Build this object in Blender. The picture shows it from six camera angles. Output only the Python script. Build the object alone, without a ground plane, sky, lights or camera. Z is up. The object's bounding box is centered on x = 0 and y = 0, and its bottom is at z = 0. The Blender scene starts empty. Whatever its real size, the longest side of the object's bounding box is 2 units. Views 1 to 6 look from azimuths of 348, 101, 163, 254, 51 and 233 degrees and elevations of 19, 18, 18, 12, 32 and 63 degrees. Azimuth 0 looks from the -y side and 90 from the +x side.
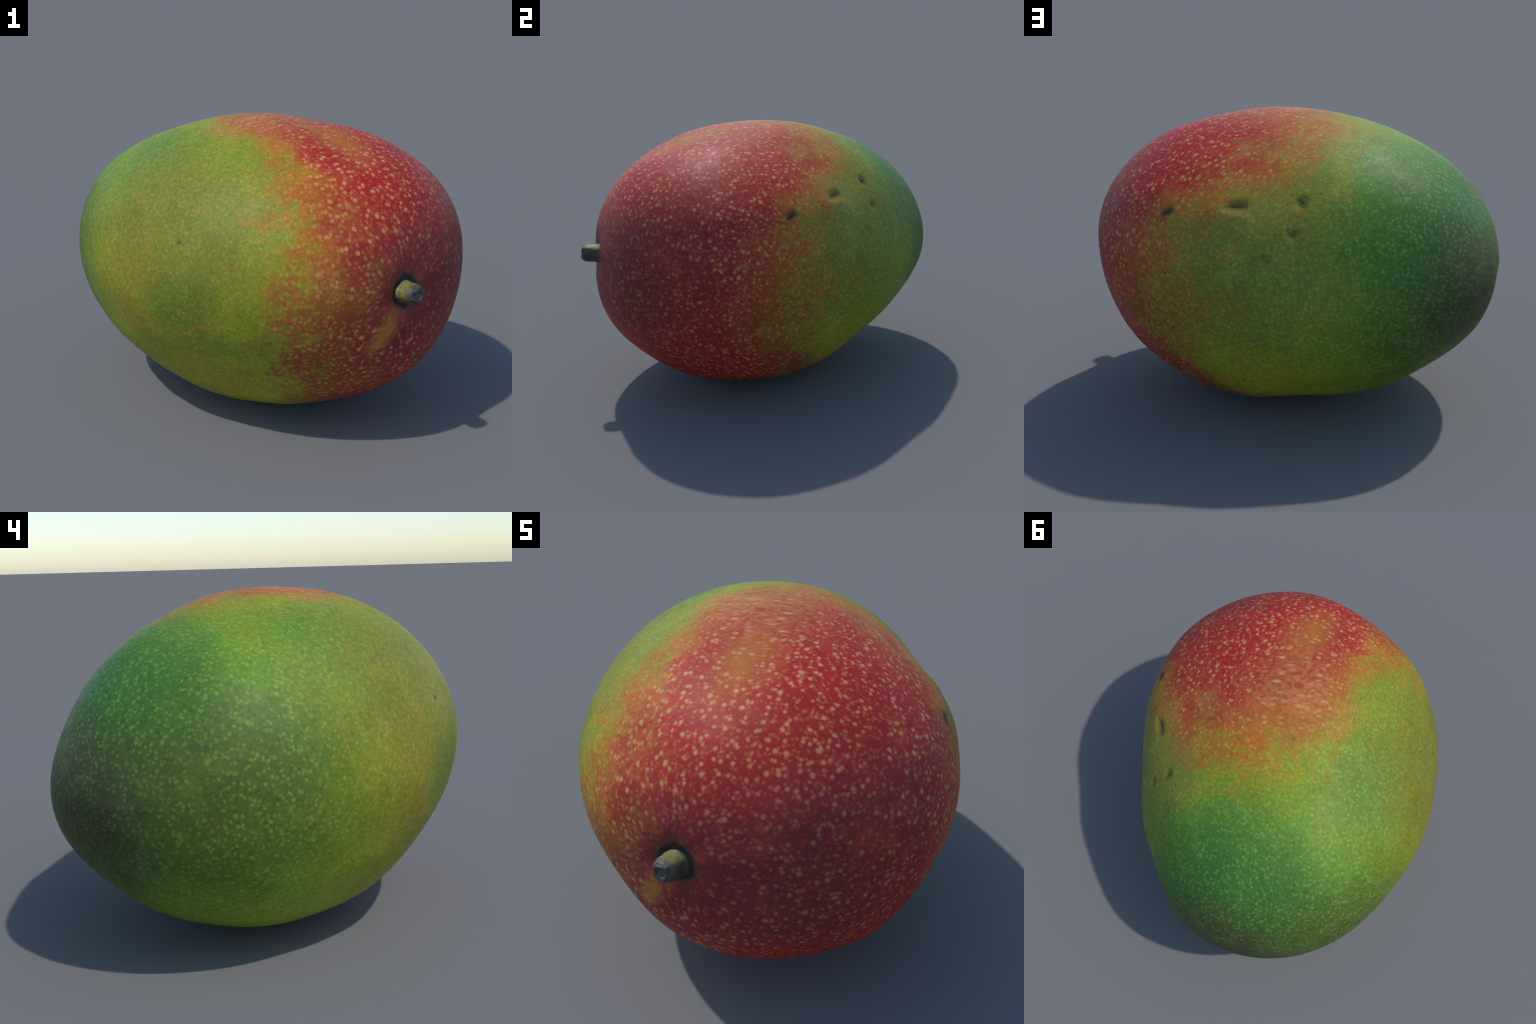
"""A ripe mango lying on its side: a smooth, slightly lop-sided egg of skin with
a red blush round the stem end, a green blossom end, pale lenticel dots, a few
pits, and a short woody stem stub with a dark cut end."""
import bpy, bmesh, math
import numpy as np

# ---------------------------------------------------------------- body frame
CENTRE = np.array([-0.010, -0.010, 0.765])
AXIS = np.array([0.7507, -0.6606, 0.0])      # from the blossom end to the stem end
SIDE = np.array([0.6606, 0.7507, 0.0])       # level, across the fruit
UP = np.array([0.0, 0.0, 1.0])

# Control radii of the body, measured from CENTRE.  One row per 15 degrees from
# the stem end to the blossom end; in a row one value per 22.5 degrees round the
# axis, starting at SIDE and going over the top.
STATIONS = np.array([
    (1.029, 1.029, 1.029, 1.029, 1.029, 1.029, 1.029, 1.029, 1.029, 1.029, 1.029, 1.029, 1.029, 1.029, 1.029, 1.029),
    (1.069, 1.072, 1.073, 1.068, 1.049, 1.028, 1.012, 1.009, 1.015, 1.032, 1.049, 1.056, 1.057, 1.052, 1.052, 1.058),
    (1.006, 1.035, 1.035, 1.015, 1.023, 1.026, 1.013, 1.001, 1.012, 1.021, 1.017, 0.998, 0.972, 0.980, 0.996, 1.007),
    (0.983, 1.014, 0.960, 0.917, 0.910, 0.914, 0.925, 1.001, 0.970, 0.922, 0.913, 0.886, 0.933, 0.919, 0.958, 0.940),
    (0.905, 0.928, 0.873, 0.841, 0.810, 0.834, 0.893, 0.943, 0.928, 0.872, 0.867, 0.828, 0.849, 0.858, 0.888, 0.841),
    (0.831, 0.882, 0.808, 0.758, 0.759, 0.793, 0.862, 0.876, 0.908, 0.819, 0.811, 0.801, 0.725, 0.835, 0.852, 0.836),
    (0.811, 0.831, 0.759, 0.753, 0.742, 0.764, 0.814, 0.876, 0.881, 0.811, 0.809, 0.785, 0.763, 0.773, 0.849, 0.791),
    (0.834, 0.787, 0.766, 0.755, 0.757, 0.769, 0.843, 0.844, 0.883, 0.854, 0.798, 0.786, 0.760, 0.753, 0.816, 0.823),
    (0.890, 0.842, 0.821, 0.794, 0.796, 0.813, 0.859, 0.883, 0.912, 0.847, 0.826, 0.842, 0.794, 0.851, 0.814, 0.890),
    (0.926, 0.891, 0.889, 0.877, 0.846, 0.887, 0.904, 0.940, 0.939, 0.902, 0.907, 0.895, 0.883, 0.902, 0.898, 0.931),
    (1.071, 1.032, 0.999, 0.971, 0.959, 0.987, 1.007, 1.008, 1.001, 1.001, 0.991, 0.977, 0.963, 0.968, 1.012, 1.062),
    (1.124, 1.117, 1.100, 1.087, 1.085, 1.087, 1.088, 1.086, 1.080, 1.075, 1.078, 1.083, 1.093, 1.105, 1.115, 1.123),
    (1.125, 1.125, 1.125, 1.125, 1.125, 1.125, 1.125, 1.125, 1.125, 1.125, 1.125, 1.125, 1.125, 1.125, 1.125, 1.125),
])

STEM_BASE = np.array([0.461, -0.884, 0.841])
STEM_DIR = np.array([0.33, -0.935, 0.115])
STEM_DIR /= np.linalg.norm(STEM_DIR)

# Dents pressed into the skin: place, depth, radius (metres).
DENTS = [
    ((0.117, -0.888, 1.143), 0.011, 0.130),   # broad flats on the flanks
    ((0.974, -0.350, 0.800), 0.011, 0.130),
    ((0.250, -0.970, 0.680), 0.013, 0.120),
    ((0.616, 0.505, 0.611), 0.011, 0.120),
    ((0.117, 0.853, 0.872), 0.010, 0.120),
    ((0.338, -0.475, 1.434), 0.009, 0.130),
    ((0.470, -0.905, 0.840), 0.018, 0.110),   # hollow the stem sits in
    ((0.460, -0.905, 0.845), 0.010, 0.066),
    ((0.396, 0.530, 1.194), 0.010, 0.027),    # largest pit: three bites side by side
    ((0.424, 0.514, 1.188), 0.011, 0.026),
    ((0.452, 0.498, 1.183), 0.008, 0.022),
    ((0.146, 0.654, 1.211), 0.013, 0.025),
    ((0.132, 0.644, 1.236), 0.008, 0.014),
    ((0.160, 0.662, 1.196), 0.004, 0.014),
    ((0.218, 0.716, 1.090), 0.010, 0.027),
    ((0.708, 0.297, 1.134), 0.010, 0.024),
    ((0.685, 0.315, 1.145), 0.009, 0.026),
    ((0.355, 0.693, 0.983), 0.004, 0.024),
    ((0.330, 0.712, 0.975), 0.003, 0.018),
    ((-0.556, -0.618, 1.046), 0.003, 0.018),
]
# Dark stains in the pits: place, radius, strength.
PIT_STAINS = [
    ((0.396, 0.531, 1.194), 0.028, 0.75), ((0.426, 0.513, 1.188), 0.026, 0.72), ((0.458, 0.495, 1.184), 0.017, 0.45),
    ((0.146, 0.654, 1.211), 0.027, 0.90), ((0.130, 0.643, 1.237), 0.014, 0.90),
    ((0.218, 0.716, 1.090), 0.026, 0.80), ((0.708, 0.305, 1.135), 0.030, 0.90), ((0.686, 0.322, 1.145), 0.030, 0.75),
    ((0.355, 0.693, 0.983), 0.024, 0.50), ((0.330, 0.712, 0.975), 0.016, 0.40),
    ((-0.556, -0.618, 1.046), 0.014, 0.70), ((-0.535, -0.640, 1.044), 0.010, 0.50),
    ((0.895, -0.550, 0.747), 0.013, 0.70),
]
# Swellings: same layout, raised instead of pressed in.
SWELLS = [
    ((0.790, 0.180, 0.420), 0.015, 0.130),    # fuller belly below the pits
    ((-0.800, -0.180, 0.445), 0.010, 0.120),
    ((-0.691, 0.525, 0.292), 0.012, 0.140),
    ((0.804, -0.654, 0.663), 0.012, 0.090),
    ((0.710, -0.740, 0.900), 0.010, 0.080),
    ((0.425, 0.545, 1.158), 0.005, 0.034),
    ((0.490, 0.500, 1.165), 0.004, 0.040),
]


def cubic_weights(f):
    return np.stack([(1 - f) ** 3, 3 * f ** 3 - 6 * f * f + 4,
                     -3 * f ** 3 + 3 * f * f + 3 * f + 1, f ** 3]) / 6.0


def body_radius(d):
    """Radius of the fruit in the unit directions d (bicubic B-spline loft)."""
    rows, cols = STATIONS.shape
    x, y, z = d @ AXIS, d @ SIDE, d @ UP
    theta = np.arctan2(np.hypot(y, z), x)
    phi = np.arctan2(z, y)

    def across_pole(r):
        return np.roll(STATIONS[r], cols // 2)
    table = np.vstack([across_pole(1), STATIONS, across_pole(-2), across_pole(-3)])
    s = theta / math.pi * (rows - 1)
    i = np.minimum(s.astype(int), rows - 2)
    wt = cubic_weights(s - i)
    q = (phi / (2 * math.pi) * cols) % cols
    j = q.astype(int)
    wp = cubic_weights(q - j)
    r = np.zeros(len(d))
    for m in range(4):
        for n in range(4):
            r += wt[m] * wp[n] * table[i + m, (j + n - 1) % cols]
    return r


def waves(p, seed, count, freq):
    """Cheap smooth noise: a sum of randomly aimed sine waves, about -1..1."""
    rng = np.random.default_rng(seed)
    out = np.zeros(len(p))
    for _ in range(count):
        k = rng.normal(size=3)
        k *= freq * rng.uniform(0.6, 1.4) / np.linalg.norm(k)
        out += np.sin(p @ k + rng.uniform(0, 6.283))
    return out / math.sqrt(count)


def build_skin_mesh():
    bm = bmesh.new()
    bmesh.ops.create_icosphere(bm, subdivisions=8, radius=1.0)
    me = bpy.data.meshes.new("skin")
    bm.to_mesh(me)
    bm.free()
    d = np.empty(len(me.vertices) * 3)
    me.vertices.foreach_get("co", d)
    d = d.reshape(-1, 3)
    d /= np.linalg.norm(d, axis=1)[:, None]
    p = CENTRE + d * body_radius(d)[:, None]
    push = 0.0022 * waves(p, 4, 14, 12.0) + 0.0005 * waves(p, 5, 14, 45.0)
    for place, depth, radius in DENTS:
        gap = np.linalg.norm(p - np.array(place), axis=1)
        push -= depth * np.exp(-(gap / radius) ** 2)
    for place, height, radius in SWELLS:
        gap = np.linalg.norm(p - np.array(place), axis=1)
        push += height * np.exp(-(gap / radius) ** 2)
    # a few shallow creases run out of the stem hollow
    rel = p - STEM_BASE
    gap = np.linalg.norm(rel, axis=1)
    e1 = np.cross(STEM_DIR, UP)
    e1 /= np.linalg.norm(e1)
    e2 = np.cross(e1, STEM_DIR)
    turn = np.arctan2(rel @ e2, rel @ e1)
    crease = np.cos(3 * turn + 0.6) * 0.6 + np.cos(7 * turn + 2.0) * 0.4
    push -= 0.004 * crease * np.exp(-((gap - 0.13) / 0.07) ** 2)
    p += d * push[:, None]
    p[:, 2] -= 0.5 * p[:, 2].min()
    p[:, 2] = np.maximum(p[:, 2], 0.0)      # rests on the ground
    me.vertices.foreach_set("co", p.ravel())
    me.polygons.foreach_set("use_smooth", np.ones(len(me.polygons), bool))
    me.update()
    return me


def lathe(name, profile, segments, wobble, seed):
    """Ring by ring surface along +z, knocked slightly out of round."""
    rng = np.random.default_rng(seed)
    ph = rng.uniform(0, 6.283, 6)
    verts, faces = [], []
    for z, r in profile:
        for s in range(segments):
            t = 2 * math.pi * s / segments
            k = (math.cos(2 * t + ph[0]) * 0.6 + math.cos(3 * t + ph[1] + 20 * z) * 0.5
                 + math.cos(5 * t + ph[2] - 30 * z) * 0.35 + math.cos(9 * t + ph[3] + 60 * z) * 0.2)
            rr = r * (1 + wobble * k)
            zz = z + wobble * 0.25 * r * math.cos(4 * t + ph[4])
            verts.append((rr * math.cos(t), rr * math.sin(t), zz))
    for a in range(len(profile) - 1):
        for s in range(segments):
            n = (s + 1) % segments
            faces.append((a * segments + s, a * segments + n,
                          (a + 1) * segments + n, (a + 1) * segments + s))
    faces.append(tuple(range((len(profile) - 1) * segments, len(profile) * segments)))
    me = bpy.data.meshes.new(name)
    me.from_pydata(verts, [], faces)
    me.polygons.foreach_set("use_smooth", np.ones(len(me.polygons), bool))
    me.update()
    return me


def smooth_profile(points, steps):
    """Catmull-Rom through (height, radius) control points."""
    pts = np.array([points[0]] + list(points) + [points[-1]], float)
    out = []
    for i in range(1, len(pts) - 2):
        p0, p1, p2, p3 = pts[i - 1:i + 3]
        for k in range(steps):
            f = k / steps
            out.append(tuple(0.5 * (2 * p1 + (p2 - p0) * f + (2 * p0 - 5 * p1 + 4 * p2 - p3) * f * f
                                    + (3 * p1 - p0 - 3 * p2 + p3) * f ** 3)))
    out.append(tuple(pts[-1]))
    return out


# ------------------------------------------------------------ node shorthand
class Sock:
    """A node output that can be used in arithmetic."""
    def __init__(self, tree, out):
        self.t, self.o = tree, out

    def _m(self, op, *args, clamp=False):
        n = self.t.nodes.new("ShaderNodeMath")
        n.operation = op
        n.use_clamp = clamp
        for i, v in enumerate((self,) + args):
            put(self.t, n.inputs[i], v)
        return Sock(self.t, n.outputs[0])

    def __add__(self, b): return self._m("ADD", b)
    __radd__ = __add__
    def __mul__(self, b): return self._m("MULTIPLY", b)
    __rmul__ = __mul__
    def __sub__(self, b): return self._m("SUBTRACT", b)
    def __rsub__(self, b): return (self * -1.0) + b
    def __truediv__(self, b): return self._m("DIVIDE", b)
    def clamp(self): return self._m("ADD", 0.0, clamp=True)


def put(tree, socket, v):
    if isinstance(v, Sock):
        tree.links.new(v.o, socket)
    elif isinstance(v, (tuple, list)) and len(v) == 3 and len(socket.default_value) == 4:
        socket.default_value = (*v, 1.0)
    else:
        socket.default_value = v


class Painter:
    def __init__(self, name):
        self.mat = bpy.data.materials.new(name)
        self.mat.use_nodes = True
        self.t = self.mat.node_tree
        self.bsdf = self.t.nodes["Principled BSDF"]

    def node(self, kind, **props):
        n = self.t.nodes.new(kind)
        for k, v in props.items():
            setattr(n, k, v)
        return n

    def coords(self):
        return Sock(self.t, self.node("ShaderNodeTexCoord").outputs["Object"])

    def vec(self, op, a, b=None, scale=None):
        n = self.node("ShaderNodeVectorMath", operation=op)
        put(self.t, n.inputs[0], a)
        if b is not None:
            put(self.t, n.inputs[1], b)
        if scale is not None:
            put(self.t, n.inputs["Scale"], scale)
        return Sock(self.t, n.outputs["Value" if op in ("DOT_PRODUCT", "DISTANCE", "LENGTH") else "Vector"])

    def noise(self, vec, scale, detail=3.0, rough=0.55, colour=False):
        n = self.node("ShaderNodeTexNoise")
        put(self.t, n.inputs["Vector"], vec)
        n.inputs["Scale"].default_value = scale
        n.inputs["Detail"].default_value = detail
        n.inputs["Roughness"].default_value = rough
        return Sock(self.t, n.outputs[1 if colour else 0])

    def voronoi(self, vec, scale, rand=1.0):
        n = self.node("ShaderNodeTexVoronoi")
        put(self.t, n.inputs["Vector"], vec)
        n.inputs["Scale"].default_value = scale
        n.inputs["Randomness"].default_value = rand
        return Sock(self.t, n.outputs["Distance"]), Sock(self.t, n.outputs["Color"])

    def step(self, v, lo, hi, a=0.0, b=1.0):
        n = self.node("ShaderNodeMapRange", interpolation_type="SMOOTHSTEP")
        for k, x in (("Value", v), ("From Min", lo), ("From Max", hi), ("To Min", a), ("To Max", b)):
            put(self.t, n.inputs[k], x)
        return Sock(self.t, n.outputs[0])

    def mix(self, fac, a, b, blend="MIX"):
        n = self.node("ShaderNodeMix", data_type="RGBA", blend_type=blend)
        put(self.t, n.inputs[0], fac)
        put(self.t, n.inputs[6], a)
        put(self.t, n.inputs[7], b)
        return Sock(self.t, n.outputs[2])

    def ramp(self, v, stops, interp="LINEAR"):
        n = self.node("ShaderNodeValToRGB")
        r = n.color_ramp
        r.interpolation = interp
        while len(r.elements) < len(stops):
            r.elements.new(0.5)
        for e, (pos, c) in zip(r.elements, stops):
            e.position = pos
            e.color = (c, c, c, 1) if isinstance(c, float) else (*c, 1)
        put(self.t, n.inputs[0], v)
        return Sock(self.t, n.outputs[0])


# ----------------------------------------------------------------- materials
def skin_material():
    P = Painter("mango_skin")
    pos = P.coords()
    # body coordinates: u to the stem, v across, w up, all from the centre
    rel = P.vec("SUBTRACT", pos, tuple(CENTRE))
    wob = P.vec("SUBTRACT", P.noise(rel, 3.2, 4.0, 0.6, colour=True), (0.5, 0.5, 0.5))
    fine = P.vec("SUBTRACT", P.noise(rel, 17.0, 3.0, 0.6, colour=True), (0.5, 0.5, 0.5))
    warped = P.vec("ADD", rel, P.vec("SCALE", wob, scale=0.22))
    warped = P.vec("ADD", warped, P.vec("SCALE", fine, scale=0.10))

    def local(q):
        return (P.vec("DOT_PRODUCT", q, tuple(AXIS)), P.vec("DOT_PRODUCT", q, tuple(SIDE)),
                P.vec("DOT_PRODUCT", q, tuple(UP)))
    u, v, w = local(warped)

    def body(uu, vv, ww):
        return tuple(AXIS * uu + SIDE * vv + UP * ww)

    def patch(place, radius, soft=0.6, stretch=None, q=warped):
        """1 inside a blob round a place given in body coordinates, 0 outside."""
        off = P.vec("SUBTRACT", q, body(*place))
        if stretch is not None:
            direction, factor = stretch
            e = np.array(body(*direction))
            e /= np.linalg.norm(e)
            along = P.vec("DOT_PRODUCT", off, tuple(e))
            off = P.vec("SUBTRACT", off, P.vec("SCALE", tuple(e), scale=along * (1 - 1 / factor)))
        return P.step(P.vec("LENGTH", off), radius * (1 + soft), radius * (1 - soft))

    # --- ground colour: yellow-green, greener toward the blossom end
    LIME = (0.235, 0.285, 0.015)
    GREEN = (0.130, 0.280, 0.024)
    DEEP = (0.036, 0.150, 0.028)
    OLIVE = (0.170, 0.165, 0.020)
    OCHRE = (0.250, 0.180, 0.016)
    GOLD = (0.330, 0.290, 0.018)
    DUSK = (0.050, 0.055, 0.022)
    hue = P.noise(rel, 6.5, 4.0, 0.6)
    col = P.mix(P.step(u - v * 0.15 + (hue - 0.5) * 0.5, -0.30, -0.88), LIME, GREEN)
    col = P.mix(patch((-0.44, -0.48, 0.56), 0.24, 0.8) * 0.85, col, (0.085, 0.215, 0.030))
    col = P.mix(patch((-0.10, -0.82, 0.25), 0.52, 0.7) * 0.9, col, OLIVE)
    col = P.mix(patch((-0.10, 0.82, 0.15), 0.50) * 0.9, col, (0.150, 0.190, 0.030))
    col = P.mix(P.step(w, -0.15, -0.50) * 0.85, col, P.mix(P.step(u, -0.1, -0.7), GOLD, (0.215, 0.330, 0.020)))  # underside tinted brighter, keeping part of the light baked in from below
    col = P.mix(patch((-0.34, -0.85, -0.02), 0.24, 0.9) * 0.5, col, OCHRE)
    col = P.mix(patch((0.06, -0.90, -0.03), 0.17, 0.9) * 0.6, col, (0.080, 0.125, 0.012))
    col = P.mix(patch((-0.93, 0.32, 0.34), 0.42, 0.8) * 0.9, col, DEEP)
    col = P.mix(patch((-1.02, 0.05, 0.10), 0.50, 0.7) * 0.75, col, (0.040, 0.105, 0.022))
    col = P.mix(patch((-0.95, -0.40, 0.00), 0.36, 0.8) * 0.7, col, (0.062, 0.075, 0.014))  # olive darkened here: mid-height shade band painted into the skin
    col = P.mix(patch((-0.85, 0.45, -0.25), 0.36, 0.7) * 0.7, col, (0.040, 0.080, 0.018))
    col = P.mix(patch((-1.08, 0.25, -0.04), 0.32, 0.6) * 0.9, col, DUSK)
    col = P.mix(patch((0.34, 0.84, -0.08), 0.30, 0.8) * 0.7, col, (0.240, 0.155, 0.026))
    col = P.mix(patch((-0.12, 0.62, 0.48), 0.26, 0.8) * 0.7, col, (0.270, 0.235, 0.030))
    # warm and cool blotches break up the even ground
    col = P.mix(P.step(hue, 0.54, 0.72) * P.step(u, -0.75, 0.0) * 0.45, col, (0.330, 0.170, 0.016))
    col = P.mix(P.step(P.noise(rel, 4.2, 4.0, 0.6), 0.52, 0.70) * 0.35, col, (0.105, 0.205, 0.026))

    col = P.mix(P.step(P.noise(rel, 11.0, 5.0, 0.65), 0.58, 0.72) * 0.30, col, (0.120, 0.090, 0.022))

    # --- red blush: where it begins along the axis depends on the side
    turn = P.t.nodes.new("ShaderNodeMath")
    turn.operation = "ARCTAN2"
    ru, rv, rw = local(rel)
    put(P.t, turn.inputs[0], rw)
    put(P.t, turn.inputs[1], rv)
    turn = Sock(P.t, turn.outputs[0]) / (2 * math.pi) + 0.5      # 0: -SIDE, 0.25: below, 0.5: +SIDE, 0.75: top
    sway = turn + P.vec("DOT_PRODUCT", wob, (0.05, -0.04, 0.05))
    front = P.ramp(sway, [(0.0, 1.07), (0.05, 1.03), (0.14, 1.00), (0.25, 0.72), (0.36, 0.55), (0.40, 0.66),
                          (0.43, 0.84), (0.47, 0.89), (0.53, 0.82), (0.56, 0.76), (0.58, 0.64), (0.60, 0.47),
                          (0.63, 0.33), (0.67, 0.22), (0.72, 0.22), (0.79, 0.33), (0.82, 0.54), (0.845, 0.87),
                          (0.90, 0.97), (0.95, 1.07), (1.0, 1.07)]) - 0.40
    streak = P.noise(P.vec("ADD", rel, P.vec("SCALE", fine, scale=0.05)), 34.0, 3.0)
    edge = ru - front + P.vec("DOT_PRODUCT", wob, (0.30, 0.22, 0.2)) + (streak - 0.5) * 0.55
    edge = edge + (P.noise(rel, 9.0, 5.0, 0.65) - 0.5) * 0.55
    blush = ((edge + 0.46) / 0.84).clamp()
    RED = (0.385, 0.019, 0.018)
    CRIMSON = (0.230, 0.022, 0.022)  # this and MAROON: red deepened partway for baked shade at the stem end
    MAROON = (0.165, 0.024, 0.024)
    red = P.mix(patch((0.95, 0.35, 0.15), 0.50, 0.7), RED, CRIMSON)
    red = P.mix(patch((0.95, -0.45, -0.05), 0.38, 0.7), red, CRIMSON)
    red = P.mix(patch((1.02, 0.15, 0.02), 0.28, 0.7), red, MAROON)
    red = P.mix(P.step(P.noise(rel, 7.0, 3.0), 0.52, 0.72) * 0.5, red, (0.330, 0.050, 0.022))
    amber = P.mix(P.step(w, -0.2, 0.5), (0.230, 0.085, 0.020), (0.400, 0.135, 0.018))
    col = P.mix(P.step(blush, 0.12, 0.62), col, amber)
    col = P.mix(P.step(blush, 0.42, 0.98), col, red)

    # orange-yellow flares inside the blush
    GLOW = (0.430, 0.170, 0.018)
    top = patch((0.45, -0.11, 0.70), 0.10, 0.9, ((1.0, -0.5, -0.3), 1.9))
    col = P.mix(top * 0.8, col, GLOW)
    col = P.mix(patch((0.06, -0.06, 0.76), 0.24, 0.9) * 0.6, col, P.mix(P.step(streak, 0.4, 0.6), (0.360, 0.085, 0.020), (0.480, 0.240, 0.080)))
    col = P.mix(patch((0.02, 0.41, 0.645), 0.060, 1.0) * 0.55, col, (0.400, 0.220, 0.050))
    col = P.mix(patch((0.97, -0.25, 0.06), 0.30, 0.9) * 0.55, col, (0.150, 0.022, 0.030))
    flare = patch((0.895, -0.460, -0.100), 0.040, 0.8, ((-0.069, -0.069, -0.171), 3.0),
                  P.vec("ADD", rel, P.vec("SCALE", fine, scale=0.10)))
    col = P.mix(flare * P.step(streak, 0.25, 0.6, 0.45, 0.9), col, (0.400, 0.190, 0.030))

    # --- lenticels: round pale dots, large on the red, small and dense on the green
    soft = P.vec("ADD", rel, P.vec("SCALE", P.vec("SUBTRACT", P.noise(rel, 40.0, 2.0, 0.5, colour=True),
                                                  (0.5, 0.5, 0.5)), scale=0.010))
    # the dots are drawn out toward the stem, and sideways on the crown of the fruit
    off = P.vec("SUBTRACT", soft, tuple(STEM_BASE - CENTRE))
    far = P.vec("LENGTH", off)
    pull = (((far * 0.0 + 0.36) / far)._m("POWER", 0.5) - 1.0) * P.step(far, 0.50, 0.15) * 0.45
    soft = P.vec("ADD", soft, P.vec("SCALE", off, scale=pull))
    crown = patch((0.08, -0.04, 0.76), 0.27, 0.7, q=rel)
    soft = P.vec("SUBTRACT", soft, P.vec("SCALE", tuple(SIDE), scale=rv * crown * 0.60))
    dist, cell = P.voronoi(soft, 32.0)
    grain = P.vec("DOT_PRODUCT", cell, (0.33, 0.33, 0.34))
    big = P.step(dist, grain * 0.30 + 0.29, grain * 0.06 + 0.05)
    dist2, cell2 = P.voronoi(soft, 46.0)
    grain2 = P.vec("DOT_PRODUCT", cell2, (0.33, 0.33, 0.34))
    small = P.step(dist2, grain2 * 0.36 + 0.34, grain2 * 0.1)
    fade = 1.0 - patch((1.00, 0.20, 0.00), 0.55, 0.7, q=rel) * 0.62
    stem_gap = P.vec("DISTANCE", pos, tuple(STEM_BASE))
    fade = fade * P.step(stem_gap, 0.07, 0.30, 0.15, 1.0)
    yellow_side = patch((-0.05, -0.85, 0.10), 0.60, 0.5) * 0.40
    spotty = P.step(blush, 0.30, 0.80)
    tan = P.mix(grain, (0.560, 0.200, 0.070), (0.640, 0.380, 0.165))
    tan = P.mix(P.step(blush, 0.45, 1.0), P.mix(0.5, col, (0.520, 0.440, 0.080)), tan)
    lighter = P.mix(1.0, P.mix(0.32, col, (0.36, 0.52, 0.08)), (0.010, 0.022, 0.003), "ADD")
    col = P.mix(small * (1.0 - spotty) * (1.0 - yellow_side) * 0.78 * (1.0 - patch((-1.10, 0.20, -0.15), 0.40, 0.6) * 0.45), col, lighter)
    col = P.mix(small * spotty * fade * 0.75, col, (0.52, 0.14, 0.055))
    col = P.mix(big * P.step(blush, 0.15, 0.60) * fade * 0.88, col, tan)
    core = P.step(dist, 0.10, 0.04) * P.step(grain, 0.55, 0.60)
    col = P.mix(core * blush * 0.5, col, (0.20, 0.06, 0.05))

    # --- dark pits and the stain round the stem
    ragged = P.vec("ADD", rel, P.vec("SCALE", fine, scale=0.030))
    ragged = P.vec("ADD", ragged, P.vec("SCALE", P.vec("SUBTRACT", P.noise(rel, 60.0, 2.0, 0.5, colour=True),
                                                       (0.5, 0.5, 0.5)), scale=0.022))
    for place, radius, amount in PIT_STAINS:
        gap = P.vec("DISTANCE", ragged, tuple(np.array(place) - CENTRE))
        col = P.mix(P.step(gap, radius * 1.5, radius * 0.4) * amount, col, (0.040, 0.036, 0.020))
    gap = P.vec("DISTANCE", P.vec("ADD", rel, P.vec("SCALE", fine, scale=0.03)),
                tuple(np.array((0.425, 0.548, 1.160)) - CENTRE))
    col = P.mix(P.step(gap, 0.060, 0.010) * 0.5, col, (0.330, 0.190, 0.050))
    ring = P.step(stem_gap + P.vec("DOT_PRODUCT", fine, (0.03, 0.03, 0.03)), 0.135, 0.068)
    col = P.mix(ring * 0.8, col, (0.120, 0.055, 0.024))
    ring = P.step(stem_gap + P.vec("DOT_PRODUCT", fine, (0.03, 0.03, 0.03)), 0.090, 0.070)
    col = P.mix(ring * 0.95, col, (0.020, 0.022, 0.020))

    # --- pinprick specks
    prick, prick_cell = P.voronoi(rel, 13.0)
    col = P.mix(P.step(prick, 0.075, 0.04) * 0.7, col, (0.040, 0.040, 0.026))

    # --- overall cloudiness, leathery mottling
    cloud = P.noise(rel, 5.0, 5.0, 0.62)
    col = P.mix(1.0, col, P.ramp(cloud, [(0.25, 0.84), (0.75, 1.14)]), "MULTIPLY")
    mottle = P.noise(soft, 58.0, 3.0, 0.6)
    col = P.mix(1.0 - blush * 0.6, col, P.mix(1.0, col, P.ramp(mottle, [(0.30, 0.78), (0.70, 1.22)]), "MULTIPLY"))
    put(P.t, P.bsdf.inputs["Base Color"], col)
    put(P.t, P.bsdf.inputs["Roughness"], P.step(P.noise(rel, 12.0, 3.0), 0.3, 0.7, 0.50, 0.58))
    P.bsdf.inputs["Specular IOR Level"].default_value = 0.23
    bump = P.node("ShaderNodeBump")
    bump.inputs["Strength"].default_value = 0.06
    bump.inputs["Distance"].default_value = 0.01
    put(P.t, bump.inputs["Height"], P.noise(rel, 70.0, 3.0))
    P.t.links.new(bump.outputs[0], P.bsdf.inputs["Normal"])
    return P.mat


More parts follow.
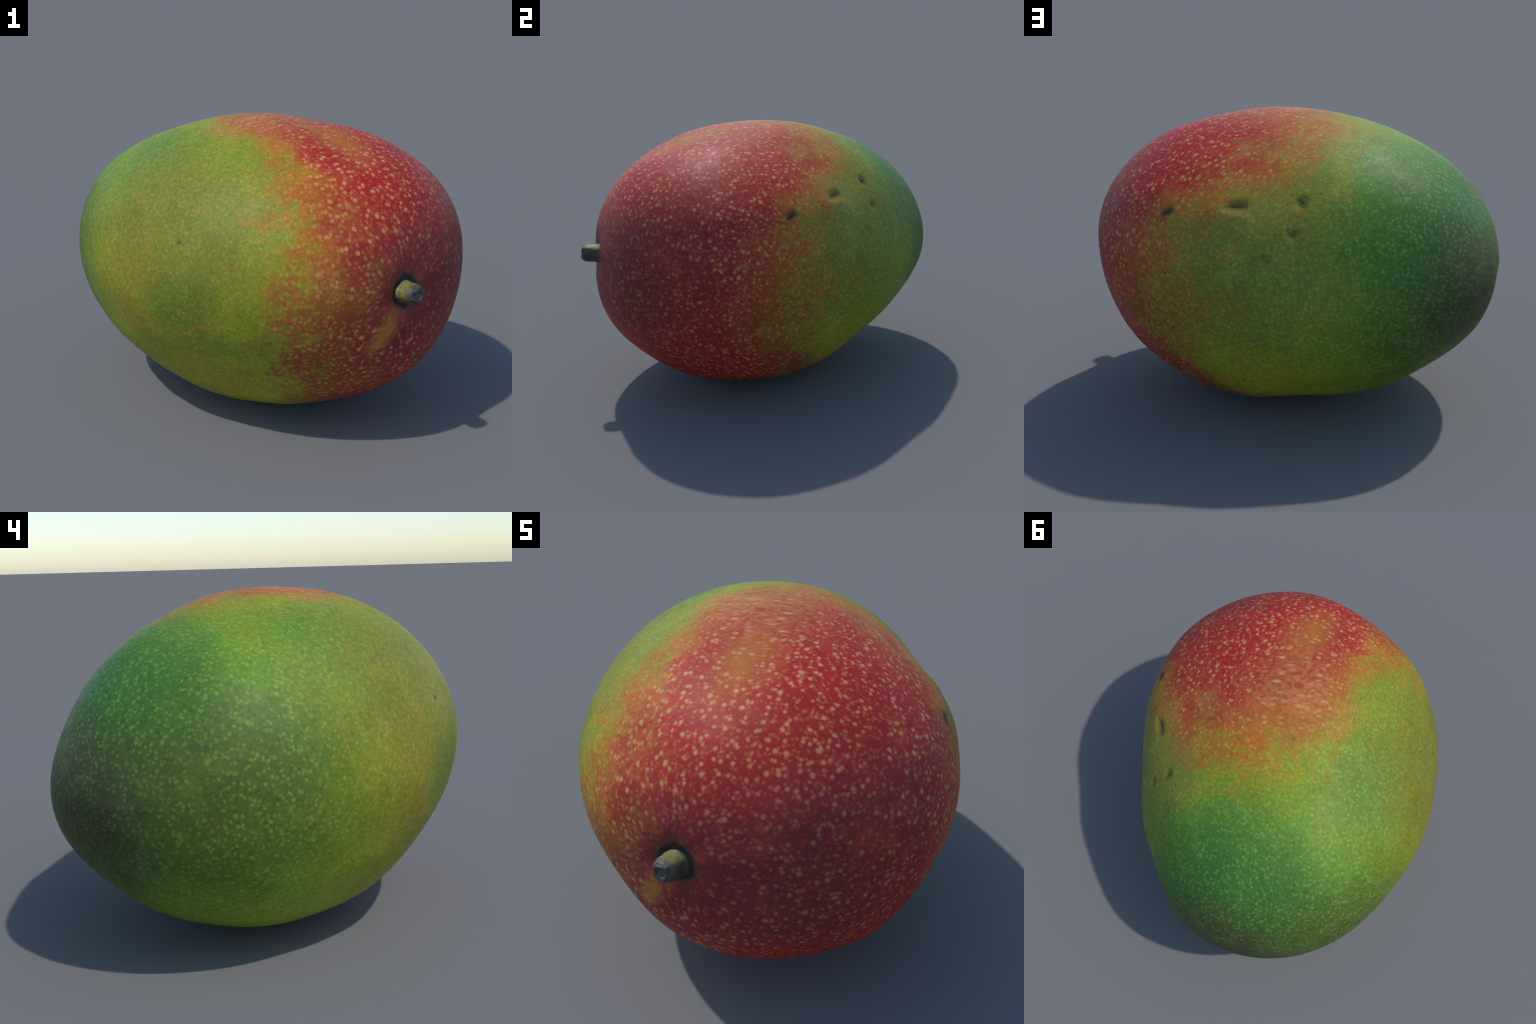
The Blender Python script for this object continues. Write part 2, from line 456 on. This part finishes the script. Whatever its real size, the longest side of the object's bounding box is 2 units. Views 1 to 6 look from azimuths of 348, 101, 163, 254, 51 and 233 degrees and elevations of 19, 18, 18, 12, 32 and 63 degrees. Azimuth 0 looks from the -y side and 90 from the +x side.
def stem_material():
    P = Painter("stem_bark")
    pos = P.coords()
    sep = P.node("ShaderNodeSeparateXYZ")
    put(P.t, sep.inputs[0], pos)
    x, y, z = (Sock(P.t, sep.outputs[i]) for i in range(3))
    n = P.noise(pos, 32.0, 4.0, 0.6)
    long = P.node("ShaderNodeMapping")
    long.inputs["Scale"].default_value = (1.0, 1.0, 0.35)
    put(P.t, long.inputs["Vector"], pos)
    fibre = P.noise(Sock(P.t, long.outputs[0]), 60.0, 3.0)
    col = P.mix(P.step(n, 0.35, 0.62), (0.085, 0.105, 0.026), (0.215, 0.190, 0.050))
    col = P.mix(P.step(fibre, 0.50, 0.66) * 0.7, col, (0.240, 0.190, 0.110))
    # one flank is near-black, the tip is brown
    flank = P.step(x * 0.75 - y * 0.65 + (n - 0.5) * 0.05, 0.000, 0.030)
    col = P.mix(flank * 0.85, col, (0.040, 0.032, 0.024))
    col = P.mix(P.step(z + (n - 0.5) * 0.06, 0.056, 0.080) * 0.9, col, (0.070, 0.045, 0.042))
    col = P.mix(P.step(z + (n - 0.5) * 0.04, 0.012, -0.006), col, (0.080, 0.085, 0.070))
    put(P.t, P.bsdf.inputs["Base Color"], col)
    P.bsdf.inputs["Roughness"].default_value = 0.55
    bump = P.node("ShaderNodeBump")
    bump.inputs["Strength"].default_value = 0.5
    bump.inputs["Distance"].default_value = 0.004
    put(P.t, bump.inputs["Height"], n + fibre * 0.5)
    P.t.links.new(bump.outputs[0], P.bsdf.inputs["Normal"])
    return P.mat


def cut_material():
    P = Painter("stem_cut")
    pos = P.coords()
    n = P.noise(pos, 55.0, 4.0, 0.65)
    col = P.mix(P.step(n, 0.38, 0.66), (0.014, 0.014, 0.015), (0.062, 0.064, 0.066))
    put(P.t, P.bsdf.inputs["Base Color"], col)
    P.bsdf.inputs["Roughness"].default_value = 0.5
    bump = P.node("ShaderNodeBump")
    bump.inputs["Strength"].default_value = 0.6
    bump.inputs["Distance"].default_value = 0.005
    put(P.t, bump.inputs["Height"], n)
    P.t.links.new(bump.outputs[0], P.bsdf.inputs["Normal"])
    return P.mat


# ------------------------------------------------------------------- assembly
def add(name, mesh, parent):
    o = bpy.data.objects.new(name, mesh)
    bpy.context.scene.collection.objects.link(o)
    o.parent = parent
    return o


mango = add("mango", None, None)
mango["label"] = "ripe red and green speckled mango with short stem"
mango["category"] = "fruit"

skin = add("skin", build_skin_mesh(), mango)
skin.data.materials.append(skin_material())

from mathutils import Vector
aim = Vector(STEM_DIR).to_track_quat("Z", "Y")
bark = smooth_profile([(-0.075, 0.056), (-0.030, 0.058), (0.000, 0.057), (0.014, 0.053), (0.036, 0.052),
                       (0.062, 0.051), (0.078, 0.047), (0.088, 0.042), (0.092, 0.036)], 5)
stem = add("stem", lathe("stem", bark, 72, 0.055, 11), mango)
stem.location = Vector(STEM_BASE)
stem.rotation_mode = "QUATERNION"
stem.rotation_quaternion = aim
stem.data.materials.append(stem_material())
scab = smooth_profile([(0.083, 0.0410), (0.0930, 0.0370), (0.098, 0.029), (0.095, 0.020), (0.086, 0.014),
                       (0.077, 0.008), (0.075, 0.001)], 5)
cut = add("cut_end", lathe("cut_end", scab, 60, 0.10, 14), stem)
cut.data.materials.append(cut_material())
